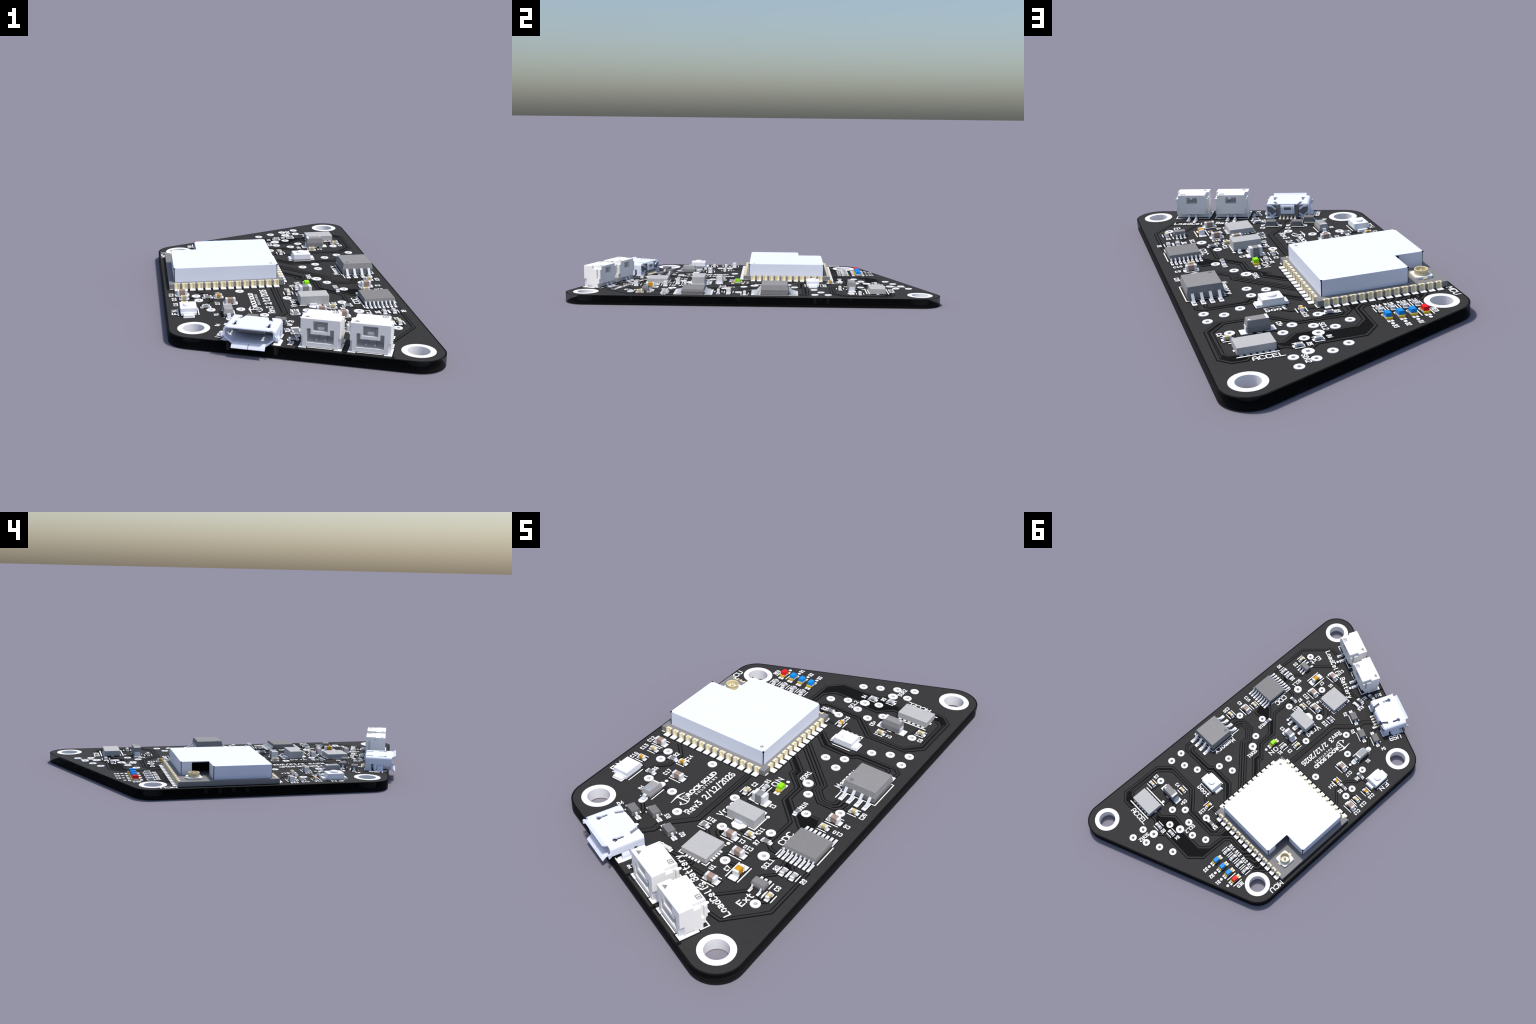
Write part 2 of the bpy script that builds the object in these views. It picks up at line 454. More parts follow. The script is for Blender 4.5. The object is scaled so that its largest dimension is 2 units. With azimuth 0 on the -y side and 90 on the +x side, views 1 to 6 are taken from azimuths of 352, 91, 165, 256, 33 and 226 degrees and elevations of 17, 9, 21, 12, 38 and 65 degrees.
# stroke letters on a 4 x 6 grid (lower-case tails may fall below zero)
GLYPH = {
    "A": "0 0,0 4,1 6,3 6,4 4,4 0;0 2.4,4 2.4", "B": "0 0,0 6,3 6,4 5,4 4,3 3.2,0 3.2;3 3.2,4 2.2,4 1,3 0,0 0",
    "C": "4 5,3 6,1 6,0 5,0 1,1 0,3 0,4 1", "D": "0 0,0 6,2.4 6,4 4.6,4 1.4,2.4 0,0 0", "E": "4 6,0 6,0 0,4 0;0 3.2,3 3.2",
    "L": "0 6,0 0,4 0", "M": "0 0,0 6,2 2.6,4 6,4 0", "N": "0 0,0 6,4 0,4 6", "O": "1 0,0 1.2,0 4.8,1 6,3 6,4 4.8,4 1.2,3 0,1 0",
    "R": "0 0,0 6,3 6,4 5,4 4,3 3,0 3;1.8 3,4 0", "S": "4 5,3 6,1 6,0 5,0 4,1 3.2,3 2.8,4 2,4 1,3 0,1 0,0 1",
    "U": "0 6,0 1.2,1 0,3 0,4 1.2,4 6", "V": "0 6,2 0,4 6",
    "a": "0.4 4,3 4,3.8 3.2,3.8 0;3.8 2.2,1 2.2,0 1.4,0 0.7,1 0,2.6 0,3.8 0.9", "b": "0 6,0 0,2.6 0,3.6 1,3.6 3,2.6 4,0 4",
    "d": "3.8 6,3.8 0,1.2 0,0.2 1,0.2 3,1.2 4,3.8 4", "e": "0.2 2,3.8 2,3.8 3,2.8 4,1.2 4,0.2 3,0.2 1,1.2 0,3.4 0",
    "g": "3.8 4,3.8 -1.2,2.8 -2,0.8 -2;3.8 4,1.2 4,0.2 3,0.2 1,1.2 0,3.8 0", "l": "1.2 6,1.2 0.8,2 0,2.6 0",
    "m": "-0.2 0,-0.2 4,1.2 4,2 3,2 0;2 3,2.8 4,3.6 4,4.3 3,4.3 0", "o": "1 0,0 1,0 3,1 4,2.8 4,3.8 3,3.8 1,2.8 0,1 0",
    "r": "0.6 0,0.6 4;0.6 2.6,2 4,3.4 4", "s": "3.4 3.6,2.6 4,1 4,0.3 3.2,1 2.2,2.7 1.9,3.4 1,2.6 0,1 0,0.2 0.5",
    "t": "1.4 6,1.4 1,2.2 0,3.2 0;0.2 4,3.2 4", "v": "0.2 4,2 0,3.8 4", "x": "0.2 0,3.8 4;0.2 4,3.8 0",
    "y": "0.2 4,2 0.2;3.8 4,1.8 -1,0.8 -2,0.2 -2",
    "0": "1 0,0 1.2,0 4.8,1 6,3 6,4 4.8,4 1.2,3 0,1 0", "1": "0.6 4.8,2 6,2 0;0.4 0,3.6 0", "2": "0 5,1 6,3 6,4 5,4 4,0 0,4 0",
    "3": "0 6,4 6,2 3.6,3 3.6,4 2.6,4 1,3 0,1 0,0 0.8", "4": "3 0,3 6,0 1.8,4 1.8", "5": "4 6,0.4 6,0 3.4,1 3.8,3 3.8,4 2.8,4 1,3 0,1 0,0 0.8",
    "6": "3.6 6,1.4 6,0 4,0 1,1 0,3 0,4 1,4 2.4,3 3.4,0 3.2", "7": "0 6,4 6,1.4 0", "8": "1 3.2,0 4,0 5,1 6,3 6,4 5,4 4,3 3.2,1 3.2,0 2.3,0 1,1 0,3 0,4 1,4 2.3,3 3.2",
    "9": "0.4 0,2.6 0,4 2,4 5,3 6,1 6,0 5,0 3.6,1 2.7,4 2.9", "/": "0 -1,4 7", "+": "0 3,4 3;2 5,2 1",
}
QUARTER = math.pi / 2


def label(text, first, last=None, angle=QUARTER, size=0.60, stroke=0.15, advance=None):
    """Stroke lettering between the centres of its first and last letter (or centred on one point)."""
    n = len(text)
    if last is not None:
        d = Vector(last) - Vector(first)
        angle = math.atan2(d.y, d.x)
        step = d.length / max(n - 1, 1)
        start = Vector(first)
    else:
        step = advance or size * 0.80
        start = Vector(first) - Vector((math.cos(angle), math.sin(angle))) * step * (n - 1) / 2
    ux, uy = Vector((math.cos(angle), math.sin(angle))), Vector((-math.sin(angle), math.cos(angle)))
    g = Geo()
    k = size / 6
    kx = min(k * 1.3, (step - stroke * 1.3) / 4) if n > 1 else k
    for i, ch in enumerate(text):
        if ch == " ":
            continue
        o = start + ux * step * i
        for j, run in enumerate(GLYPH[ch].split(";")):
            pts = [tuple(map(float, q.split())) for q in run.split(",")]
            g.strip([o + ux * (x - 2) * kx + uy * (y - 3) * k for x, y in pts], stroke, 0.118 + 0.0012 * j, cap=4)
    put("printed_label", g.mesh("printed_label", "ink"))


ALONG = -EDGE + math.pi      # lettering that reads along the front edge from the far side
label("LoadCells", front(12.33, 3.72), front(6.3, 3.72), size=0.9, stroke=0.19)
label("Battery", front(5.07, 3.35), front(0.48, 3.55), size=0.9, stroke=0.19)
label("USB", front(-11.8, -2.35), front(-11.72, -0.6), size=0.9, stroke=0.19)
label("Ext", (13.15, -24.62), (13.35, -22.9), size=0.9, stroke=0.19)
label("CDC", (11.2, -12.48), (11.2, -10.55), size=0.9, stroke=0.19)
label("Vreg", (1.1, -12.62), (1.1, -10.05), size=0.9, stroke=0.19)
label("Memory", (11.2, 2.2), (11.2, 6.35), size=0.9, stroke=0.19)
label("boot", (7.8, 14.1), (5.45, 14.1), size=0.9, stroke=0.19)
label("ACCEL", (12.95, 27.1), (9.6, 27.1), size=0.9, stroke=0.17)
label("MCU", (-18.03, 16.25), (-18.03, 18.25), size=0.86, stroke=0.19)
label("EN", (-17.55, -13.6), (-17.55, -12.35), size=0.86, stroke=0.19)
label("ON", (3.54, -2.85), (3.54, -1.65), size=0.86, stroke=0.19)
label("Rev3 2/12/2026", (-2.8, -14.95), (-2.8, -4.75), size=0.92, stroke=0.2)
label("SCL1", (11.95, -17.75), (11.95, -16.1), size=0.66, stroke=0.145)
label("SDA1", (6.1, 0.5), (6.1, 2.3), size=0.66, stroke=0.145)
label("SCL2", (2.35, 20.65), (2.35, 22.4), size=0.66, stroke=0.145)
label("SDA2", (7.17, 28.4), (7.17, 30.15), size=0.66, stroke=0.145)
for text, x, y in [("C19", 7.36, -25.56), ("U1", 6.5, -21.63), ("R9", 17.46, -16.95), ("C8", 15.47, -19.89), ("R8", 13.32, -16.93), ("C7", 8.18, -20.67),
                   ("R7", 8.45, -14.47), ("C11", 7.54, -12.3), ("R10", 9.46, -4.39), ("R1", 2.34, -2.93), ("C2", 1.22, -4.65),
                   ("C17", -10.71, -9.81), ("R6", -12.6, -10.28), ("C14", -10.23, -5.36), ("R2", -12.25, -5.8), ("C16", -17.27, -9.56), ("D1", -11.36, -14.7),
                   ("C13", -17.38, -7.13), ("C12", -17.77, -5.03), ("C20", 17.34, -1.56), ("C6", 15.6, 19.1), ("C5+", 7.5, 18.75), ("C15", 3.51, 17.3),
                   ("R4", 2.64, 24.6), ("R5", 5.61, 25.69), ("R3", -0.87, 17.72), ("B3", -6.2, 24.9), ("B2", -7.95, 24.9), ("B1", -9.75, 24.9), ("RED", -12.98, 22.06)]:
    label(text, (x, y))
for text, x, y in [("C18", 8.18, -16.0), ("C1", 6.71, -15.42), ("C10", 16.29, -6.58), ("C9", 16.61, -4.69), ("C3", 6.01, -7.07), ("R15", 0.82, -14.34),
                   ("C4", 11.2, 17.15), ("R14", -6.3, 18.1), ("R13", -8.0, 18.1), ("R12", -9.87, 18.1), ("R11", -11.55, 18.1)]:
    label(text, (x, y), angle=math.pi, advance=0.46 if len(text) == 3 and text[0] == "R" else None)
for text, u, w in [("R18", -1.27, -2.17), ("R17", -1.1, 1.05), ("R16", -2.9, 2.5)]:
    label(text, front(u, w), angle=QUARTER - (EDGE if text == "R18" else 0))
label("D2", front(-3.12, 6.1), angle=ALONG)
label("D3", front(-7.43, 6.2), angle=ALONG)
label("D4", front(-13.28, 1.85), angle=QUARTER - EDGE)

# company lettering and the pickaxe emblem
def company(text, size, x, y0, y1, squeeze):
    cu = bpy.data.curves.new(text, 'FONT')
    cu.body = text
    cu.size = size * S
    cu.align_y = 'CENTER'
    cu.offset = 0.05 * S if size > 1 else 0.02 * S
    cu.extrude = 0.004 * S
    if squeeze > 1:
        cu.space_character = squeeze
    tmp = bpy.data.objects.new("text", cu)
    bpy.context.collection.objects.link(tmp)
    bpy.context.view_layer.update()
    me = bpy.data.meshes.new_from_object(tmp.evaluated_get(bpy.context.evaluated_depsgraph_get()))
    bpy.data.objects.remove(tmp)
    xs = [v.co.x for v in me.vertices]
    ys = [v.co.y for v in me.vertices]
    f = (y1 - y0) * S / (max(xs) - min(xs))
    yc = (max(ys) + min(ys)) / 2
    for v in me.vertices:
        along, up = (v.co.x - min(xs)) * f, v.co.y - yc
        v.co = (x * S - up, y0 * S + along, v.co.z + 0.12 * S)
    me.materials.clear()
    me.materials.append(M["ink"])
    put("printed_label", me)


company("ROCK SOLID", 1.05, -5.02, -12.3, -5.7, 1.0)
company("SOLUTIONS", 0.55, -4.22, -11.35, -6.55, 1.9)
emblem = Geo()
blade = [(-5.93, -14.9), (-6.12, -13.65), (-6.2, -13.1), (-5.76, -11.9), (-5.68, -12.0), (-5.88, -12.95), (-5.75, -13.4), (-5.9, -13.75), (-5.84, -14.85)]
emblem.add([(x, y, 0.12) for x, y in blade], [tuple(range(len(blade)))])
emblem.strip([(-5.9, -13.36), (-4.25, -13.27)], 0.24, 0.122, cap=3)
emblem.strip([(-5.37, -13.07), (-5.36, -12.68), (-4.9, -12.38), (-4.35, -12.64), (-4.08, -13.22), (-4.1, -13.84), (-4.64, -14.45)], 0.13, 0.124, cap=3)
emblem.add([(x, y, 0.126) for x, y in ((-5.13, -13.93), (-4.62, -14.0), (-4.47, -14.55))], [(0, 1, 2)])
emblem.strip([(-5.0, -12.95), (-4.55, -12.75)], 0.12, 0.128, cap=3)
put("printed_emblem", emblem.mesh("printed_emblem", "ink"))

for x, y in [(5.5, -16.81), (6.78, -9.36), (4.79, -1.34), (-6.19, 23.97), (-7.94, 23.97), (-9.71, 23.99), (-11.51, 23.95), (10.41, 21.63), (-9.48, -11.48),
             front(9.38, 2.72), front(2.37, 2.71), front(-8.1, 1.79)]:
    ink_dot(x, y)

# ---------------------------------------------------------------- component helpers
PAD = Geo().box(-0.5, 0.5, -0.5, 0.5, 0.001, 0.10).mesh("solder_pad", "tin")
PADMESH = {}


def pad(parent, x, y, sx, sy, halo=0.17):
    """Tinned land under a component, with its gap in the copper."""
    key = (round(sx, 3), round(sy, 3))
    if key not in PADMESH:
        PADMESH[key] = Geo().box(-sx / 2, sx / 2, -sy / 2, sy / 2, 0.001, 0.10).mesh("solder_pad", "tin")
    put("solder_pad", PADMESH[key], parent, (x, y, 0))
    if halo:
        mat = Matrix.Rotation(parent.rotation_euler.z, 2)
        base = Vector((parent.location.x / S, parent.location.y / S))
        hx, hy = sx / 2 + halo, sy / 2 + halo
        q = [base + mat @ Vector((x + a, y + b)) for a, b in ((-hx, -hy), (hx, -hy), (hx, hy), (-hx, hy))]
        pad.count += 1
        HALO.add([(v.x, v.y, 0.002 + 0.00001 * pad.count) for v in q], [(0, 1, 2, 3)])


pad.count = 0


def local_lines(parent, lines, width=0.165):
    mat = Matrix.Rotation(parent.rotation_euler.z, 2)
    base = Vector((parent.location.x / S, parent.location.y / S))
    for ln in lines:
        ink_line([base + mat @ Vector(p) for p in ln], width)


SHARED = {}


def shared(key, build):
    if key not in SHARED:
        SHARED[key] = build()
    return SHARED[key]


def two_terminal(kind, x, y, turn, long, wide, high, body, band, printed=True, gap_w=None):
    """Chip capacitor: ceramic body between two end caps; axis along local x."""
    b = shared((kind, body, long), lambda: Geo().box(-long / 2 + band - 0.03, long / 2 - band + 0.03, -wide / 2 + 0.025, wide / 2 - 0.025, 0.11, high - 0.025).mesh(kind + "_body", body))
    e = shared(("end", long, wide, high), lambda: Geo().box(-band / 2, band / 2, -wide / 2, wide / 2, 0.10, high).mesh("end_cap", "end_cap", bevel=0.07))
    ob = put(kind, b, at=(x, y, 0), turn=turn)
    for s in (-1, 1):
        put("end_cap", e, ob, (s * (long - band) / 2, 0, 0))
        pw = wide * 1.08
        pad(ob, s * (long / 2 - 0.02), 0, long * 0.5, pw)
    if printed:
        k = long * 0.62
        off = wide / 2 + (0.42 if long > 1.3 else 0.42)
        local_lines(ob, [[(-k, s * off), (k, s * off)] for s in (-1, 1)], 0.155)
    return ob


BIG = dict(long=1.6, wide=0.85, high=0.95, band=0.36)
SMALL = dict(long=1.08, wide=0.55, high=0.60, band=0.27)
for x, y in [(7.72, -23.46), (7.75, -17.63), (4.84, -15.45), (14.6, -4.63), (-8.66, -9.85), (-15.99, -4.95)]:
    two_terminal("capacitor", x, y, 0, body="cap_brown", **BIG)
c7 = two_terminal("capacitor", 9.77, -20.40, QUARTER, body="cap_orange", printed=False, **BIG)
local_lines(c7, [[(-1.5, s * 0.95), (1.5, s * 0.95)] for s in (-1, 1)], 0.175)
for s in (-1, 1):
    pad(c7, s * 1.18, 0, 0.8, 1.2, 0.15)
for x, y, t in [(6.9, -13.8, 0), (14.15, -6.65, 0), (15.86, -1.52, 0), (9.68, 17.16, 0), (14.92, 20.69, 0), (-15.77, -6.85, 0), (1.18, -6.56, 1), (15.41, -21.72, 1)]:
    two_terminal("capacitor", x, y, t * QUARTER, body="cap_tan", **SMALL)
for x, y, t in [(3.52, 15.64, 1), (-10.24, -6.79, 0), (-15.86, -9.48, 0)]:
    two_terminal("capacitor", x, y, t * QUARTER, body="cap_orange", **SMALL)
c3 = two_terminal("capacitor", 3.86, -7.05, 0, long=2.0, wide=1.28, high=1.5, body="cap_grey", band=0.5, printed=False)
local_lines(c3, [[(-0.25, s * 0.85), (0.25, s * 0.85)] for s in (-1, 1)], 0.175)
for s in (-1, 1):
    pad(c3, s * 1.05, 0, 0.95, 1.5, 0.15)


def resistor(x, y, turn, long=1.1, film="res_film", printed=True, high=0.40):
    wide = 0.58
    base = shared(("rbase", long), lambda: Geo().box(-long / 2 + 0.06, long / 2 - 0.06, -wide / 2 + 0.01, wide / 2 - 0.01, 0.11, high - 0.03).mesh("resistor_base", "res_base"))
    top = shared(("rfilm", long, film), lambda: Geo().box(-long / 2 + 0.24, long / 2 - 0.24, -wide / 2 + 0.03, wide / 2 - 0.03, high - 0.04, high + 0.005).mesh("resistive_film", film))
    e = shared(("rend", long), lambda: Geo().box(-0.13, 0.13, -wide / 2, wide / 2, 0.10, high).mesh("end_cap", "end_cap", bevel=0.04))
    ob = put("resistor", base, at=(x, y, 0), turn=turn)
    put("resistive_film", top, ob)
    for s in (-1, 1):
        put("end_cap", e, ob, (s * (long / 2 - 0.13), 0, 0))
        pad(ob, s * (long / 2 - 0.02), 0, 0.5, 0.62)
    if printed:
        local_lines(ob, [[(-0.62, s * 0.68), (0.62, s * 0.68)] for s in (-1, 1)], 0.155)


for x, y in [(9.4, -13.51), (-12.65, -11.21), (-12.01, -6.91), (0.33, 17.72)]:
    resistor(x, y, 0, 1.25, printed=False)
resistor(9.4, -6.05, QUARTER, 1.25, printed=False)
for x, y in [(15.94, -16.92), (14.4, -16.95), (2.91, -4.40), (-6.19, 19.41), (-7.95, 19.39), (-9.74, 19.38), (-11.51, 19.38)]:
    resistor(x, y, QUARTER, 1.1, "res_film_pale", high=0.45)
for x, y in [(0.71, -15.8), (7.04, 25.66), (4.18, 24.79)]:
    resistor(x, y, 0, 1.1, "res_film" if y < 0 else "res_film_pale", high=0.45)
resistor(-0.52, -23.54, 0, 1.25, printed=False)
resistor(-1.44, -25.98, 0, 1.25, printed=False)
resistor(-0.52, -22.30, 0, 1.25, "cream", printed=False)

LENS = Geo().stack([(0.42, 0.56, 0.42), (0.98, 0.50, 0.37)])


def lamp(x, y, colour):
    """Small indicator lamp: pale base, coloured lens, gilt contacts; long axis along y."""
    base = shared("lampbase", lambda: Geo().box(-0.5, 0.5, -0.41, 0.41, 0.11, 0.42).mesh("lamp_base", "led_base", bevel=0.02))
    end = shared("lampend", lambda: Geo().box(-0.16, 0.16, -0.42, 0.42, 0.10, 0.44).mesh("lamp_contact", "led_end", bevel=0.02))
    lens = shared(("lens", colour), lambda: LENS.mesh("lamp_lens", colour, bevel=0.03))
    ob = put("indicator_lamp", base, at=(x, y, 0), turn=QUARTER)
    put("lamp_lens", lens, ob)
    for s in (-1, 1):
        put("lamp_contact", end, ob, (s * 0.64, 0, 0))
        for t in (-1, 1):
            pad(ob, s * 1.0, t * 0.24, 0.62, 0.36, 0.1)


lamp(4.83, -3.32, "led_green")
for x in (-6.22, -8.0, -9.74):
    lamp(x, 22.12, "led_blue")
lamp(-11.51, 22.12, "led_red")
for x in (-10.62, -12.38):
    ink_line([(x, 21.2), (x, 23.2)], 0.175)


def gull_lead(start, drop, foot, half, thick, high):
    return Geo().ribbon([(0, high), (start, high), (drop, 0.22), (foot, 0.2)], half, thick)


def gull_chip(kind, x, y, turn, levels, body, rows, lead_geo, pad_spec, lines):
    """Moulded chip with gull-wing leads; rows = (xs, side) with side +1 / -1 along local y."""
    ob = put(kind, Geo().stack(levels).mesh(kind + "_body", body, bevel=0.04, segments=1), at=(x, y, 0), turn=turn)
    lead = lead_geo.mesh("lead", "lead")
    inner, (psx, psy, poff) = pad_spec
    for xs, side in rows:
        for lx in xs:
            put("lead", lead, ob, (lx, side * inner, 0), 0 if side > 0 else math.pi)
            pad(ob, lx, side * poff, psx, psy, 0.12)
    local_lines(ob, lines)
    return ob


four = [(i - 1.5) * 1.27 for i in range(4)]
memory = gull_chip("memory_chip", 14.73, 4.24, 0, [(0.14, 2.5, 2.5), (1.1, 2.66, 2.66), (2.08, 2.46, 2.46)], "mould", [(four, 1), (four, -1)],
                   gull_lead(0.12, 0.95, 1.42, 0.21, 0.16, 1.08), (2.55, (0.66, 1.75, 3.62)),
                   [[(-2.8, -2.7), (-2.8, 2.7)], [(2.8, -2.7), (2.8, 2.7)], [(-2.8, -2.78), (2.8, -2.78)], [(-2.8, 2.78), (2.8, 2.78)], [(-2.62, -4.5), (-2.62, -3.0)]])
put("pin_mark", Geo().lathe([(0.0, 2.02), (0.33, 2.02), (0.33, 2.083), (0.27, 2.083), (0.27, 2.082), (0.0, 2.082)], 20).mesh("pin_mark", "pit"), memory, (-1.68, -1.83, 0))
eight = [(i - 3.5) * 0.65 for i in range(8)]
converter = gull_chip("converter_chip", 14.58, -11.38, 0, [(0.1, 2.4, 2.1), (0.6, 2.52, 2.22), (1.1, 2.42, 2.06)], "mould_deep", [(eight, 1), (eight, -1)],
                      gull_lead(0.1, 0.5, 1.05, 0.115, 0.12, 0.6), (2.12, (0.38, 1.55, 2.95)),
                      [[(2.72, -2.0), (2.72, 2.0)], [(-2.72, -2.0), (-2.72, 2.0)], [(-2.72, -3.55), (-2.72, -2.3)]])
amplifier = gull_chip("amplifier_chip", 13.38, -20.80, 0, [(0.1, 0.95, 0.6), (0.55, 1.02, 0.66), (1.0, 0.93, 0.5)], "mould_deep",
                      [([-0.65, 0, 0.65], 1), ([-0.65, 0.65], -1)], gull_lead(0.06, 0.24, 0.55, 0.12, 0.11, 0.52), (0.6, (0.36, 0.75, 1.2)),
                      [[(1.25, 0.2), (1.25, 1.3)], [(1.25, -1.3), (1.25, -0.6)]])
put("pin_mark", Geo().disc(0.62, 0.28, 0.09, 1.004, 12).mesh("pin_mark", "pit"), amplifier)

# charger chip without leads: plain square with lands round it
charger = put("charger_chip", Geo().box(-2.02, 2.02, -2.02, 2.02, 0.11, 0.95).mesh("charger_chip_body", "mould_pale", bevel=0.02, segments=1), at=(3.43, -19.63, 0))
for i in range(5):
    k = (i - 2) * 0.5
    for px, py, sx, sy in ((k, 2.0, 0.3, 0.8), (k, -2.0, 0.3, 0.8), (2.0, k, 0.8, 0.3), (-2.0, k, 0.8, 0.3)):
        pad(charger, px, py, sx, sy, 0.08)
local_lines(charger, [[(sx * 1.55, sy * 2.25), (sx * 2.25, sy * 2.25), (sx * 2.25, sy * 1.55)] for sx, sy in ((1, -1), (-1, 1), (-1, -1))] + [[(1.5, 2.25), (2.1, 2.25)]], 0.175)

# voltage regulator: tall block, three lands on one side and a broad tab on the other
regulator = put("voltage_regulator", Geo().box(-2.3, 2.3, -1.27, 1.27, 0.12, 1.58).mesh("voltage_regulator_body", "mould_pale", bevel=0.02, segments=1), at=(4.38, -11.22, 0))
leg = Geo().box(-0.2, 0.2, 1.2, 2.1, 0.10, 0.42).mesh("lead", "lead", bevel=0.03)
for lx in (-1.48, 0, 1.48):
    put("lead", leg, regulator, (lx, 0, 0))
    pad(regulator, lx, 1.85, 0.85 if lx == 0 else 0.6, 1.5, 0.12)
tab = Geo().prism([(-1.0, 0.5), (1.1, 0.5), (1.1, -1.7), (0.55, -2.55), (-0.45, -2.55), (-1.0, -2.1)], 0.001, 0.10).mesh("solder_pad", "tin")
put("solder_pad", tab, regulator)
heat = Geo().box(-0.85, 0.3, -1.6, -1.2, 0.10, 0.42).mesh("heat_tab", "lead", bevel=0.03)
put("heat_tab", heat, regulator)
local_lines(regulator, [[(-2.42, -1.42), (-1.35, -1.42)], [(1.4, -1.42), (2.42, -1.42), (2.42, 1.42)]], 0.175)

# accelerometer
accel = put("accelerometer", Geo().box(-2.5, 2.5, -1.5, 1.5, 0.12, 1.1).mesh("accelerometer_body", "mould_pale", bevel=0.02, segments=1), at=(12.33, 24.12, 0))
for i in range(6):
    for s in (-1, 1):
        pad(accel, (i - 2.5) * 0.8, s * 1.42, 0.48, 0.6, 0.08)
for s in (-1, 1):
    pad(accel, s * 2.35, 0, 0.65, 0.5, 0.08)
local_lines(accel, [[(-2.6, s * 2.08), (2.65, s * 2.08)] for s in (-1, 1)], 0.22)

# tantalum capacitor
tantalum = put("tantalum_capacitor", Geo().stack([(0.14, 1.5, 0.74), (0.95, 1.56, 0.80), (1.85, 1.42, 0.66)]).mesh("tantalum_body", "mould", bevel=0.03, segments=1), at=(10.6, 19.36, 0))
band = Geo().box(-1.44, -1.08, -0.665, 0.665, 1.5, 1.858).mesh("polarity_band", "ink")
put("polarity_band", band, tantalum)
star = Geo()
for i in range(3):
    star.strip([(1.12 + 0.16 * math.cos(i * math.pi / 3 + 0.3), 0.3 + 0.16 * math.sin(i * math.pi / 3 + 0.3)), (1.12 - 0.16 * math.cos(i * math.pi / 3 + 0.3), 0.3 - 0.16 * math.sin(i * math.pi / 3 + 0.3))], 0.08, 1.856 + 0.0012 * i, cap=2)
put("polarity_mark", star.mesh("polarity_mark", "ink"), tantalum)
plate = Geo().box(-0.1, 0.1, -0.55, 0.55, 0.10, 0.95).mesh("terminal", "lead", bevel=0.03)
for s in (-1, 1):
    put("terminal", plate, tantalum, (s * 1.56, 0, 0))
    pad(tantalum, s * 1.62, 0, 1.5, 1.45, 0.15)
local_lines(tantalum, [[(-0.3, s * 1.0), (0.3, s * 1.0)] for s in (-1, 1)], 0.175)


# push buttons
def push_button(x, y, turn):
    """Long axis along local x, solder tabs at both ends."""
    ob = put("push_button", shared("btn", lambda: Geo().box(-1.53, 1.53, -1.26, 1.26, 0.35, 1.25).mesh("button_housing", "switch", bevel=0.04)), at=(x, y, 0), turn=turn)
    put("button_base", shared("btnbase", lambda: Geo().box(-1.64, 1.64, -1.18, 1.18, 0.11, 0.60).mesh("button_base", "switch", bevel=0.05)), ob)
    put("plunger", shared("plunger", lambda: Geo().lathe([(0.76, 1.2), (0.74, 1.45), (0.66, 1.52), (0.2, 1.53)], 40, closed=False).mesh("plunger", "switch", smooth=False)), ob)
    tab = shared("btntab", lambda: Geo().box(-0.38, 0.38, -0.78, 0.78, 0.10, 0.38).mesh("solder_tab", "switch", bevel=0.04))
    for s in (-1, 1):
        put("solder_tab", tab, ob, (s * 1.9, 0, 0))
        pad(ob, s * 1.92, 0, 0.9, 1.75, 0.15)
    local_lines(ob, [[(-1.5, s * 1.56), (1.5, s * 1.56)] for s in (-1, 1)], 0.155)


push_button(-15.52, -13.02, QUARTER)
push_button(6.68, 11.88, 0)

# diodes
d1 = put("diode", Geo().stack([(0.12, 1.25, 0.72), (0.62, 1.38, 0.80), (1.32, 1.2, 0.66)]).mesh("diode_body", "mould_mid", bevel=0.03, segments=1), at=(-9.55, -14.6, 0), turn=QUARTER)
put("cathode_band", Geo().box(0.92, 1.1, -0.55, 0.6, 1.3, 1.327).mesh("cathode_band", "ink"), d1)
put("colour_mark", Geo().box(-1.1, -0.5, -0.28, -0.14, 1.3, 1.327).mesh("colour_mark", "blue_mark"), d1)
dlead = Geo().ribbon([(0, 0.62), (0.35, 0.6), (0.5, 0.22), (0.85, 0.2)], 0.28, 0.16).mesh("lead", "lead")
for s in (-1, 1):
    put("lead", dlead, d1, (s * 1.25, 0, 0), -s * QUARTER)
    put("solder_pad", shared("oval", lambda: Geo().prism([(x + (0.25 if x > 0 else -0.25), y) for x, y in circle(0, 0, 0.5, 20)], 0.001, 0.10).mesh("solder_pad", "tin")), d1, (s * 1.95, 0, 0))
local_lines(d1, [[(-1.3, -1.02), (1.35, -1.02)], [(-1.6, 0.75), (-1.6, 0.75001)], [(1.35, 0.75), (1.6, 0.75)]], 0.165)
slead = Geo().ribbon([(0, 0.62), (0.16, 0.6), (0.26, 0.22), (0.55, 0.2)], 0.17, 0.12).mesh("lead", "lead")
for u, w in [(-4.45, 4.80), (-8.78, 4.83), (-10.71, 2.59)]:
    d = put("clamp_diode", shared("sod", lambda: Geo().stack([(0.1, 0.86, 0.62), (1.0, 0.84, 0.60)]).mesh("clamp_diode_body", "mould_dark", bevel=0.03, segments=1)), at=(*front(u, w), 0), turn=-EDGE)
    for s in (-1, 1):
        put("lead", slead, d, (s * 0.8, 0, 0), -s * QUARTER)
        for t in (-1, 1):
            pad(d, s * 1.42, t * 0.2, 0.75, 0.32, 0.1)
    local_lines(d, [[(-1.25, 0.78), (0.75, 0.78)], [(-1.0, -0.78), (-0.85, -0.78)]], 0.165)

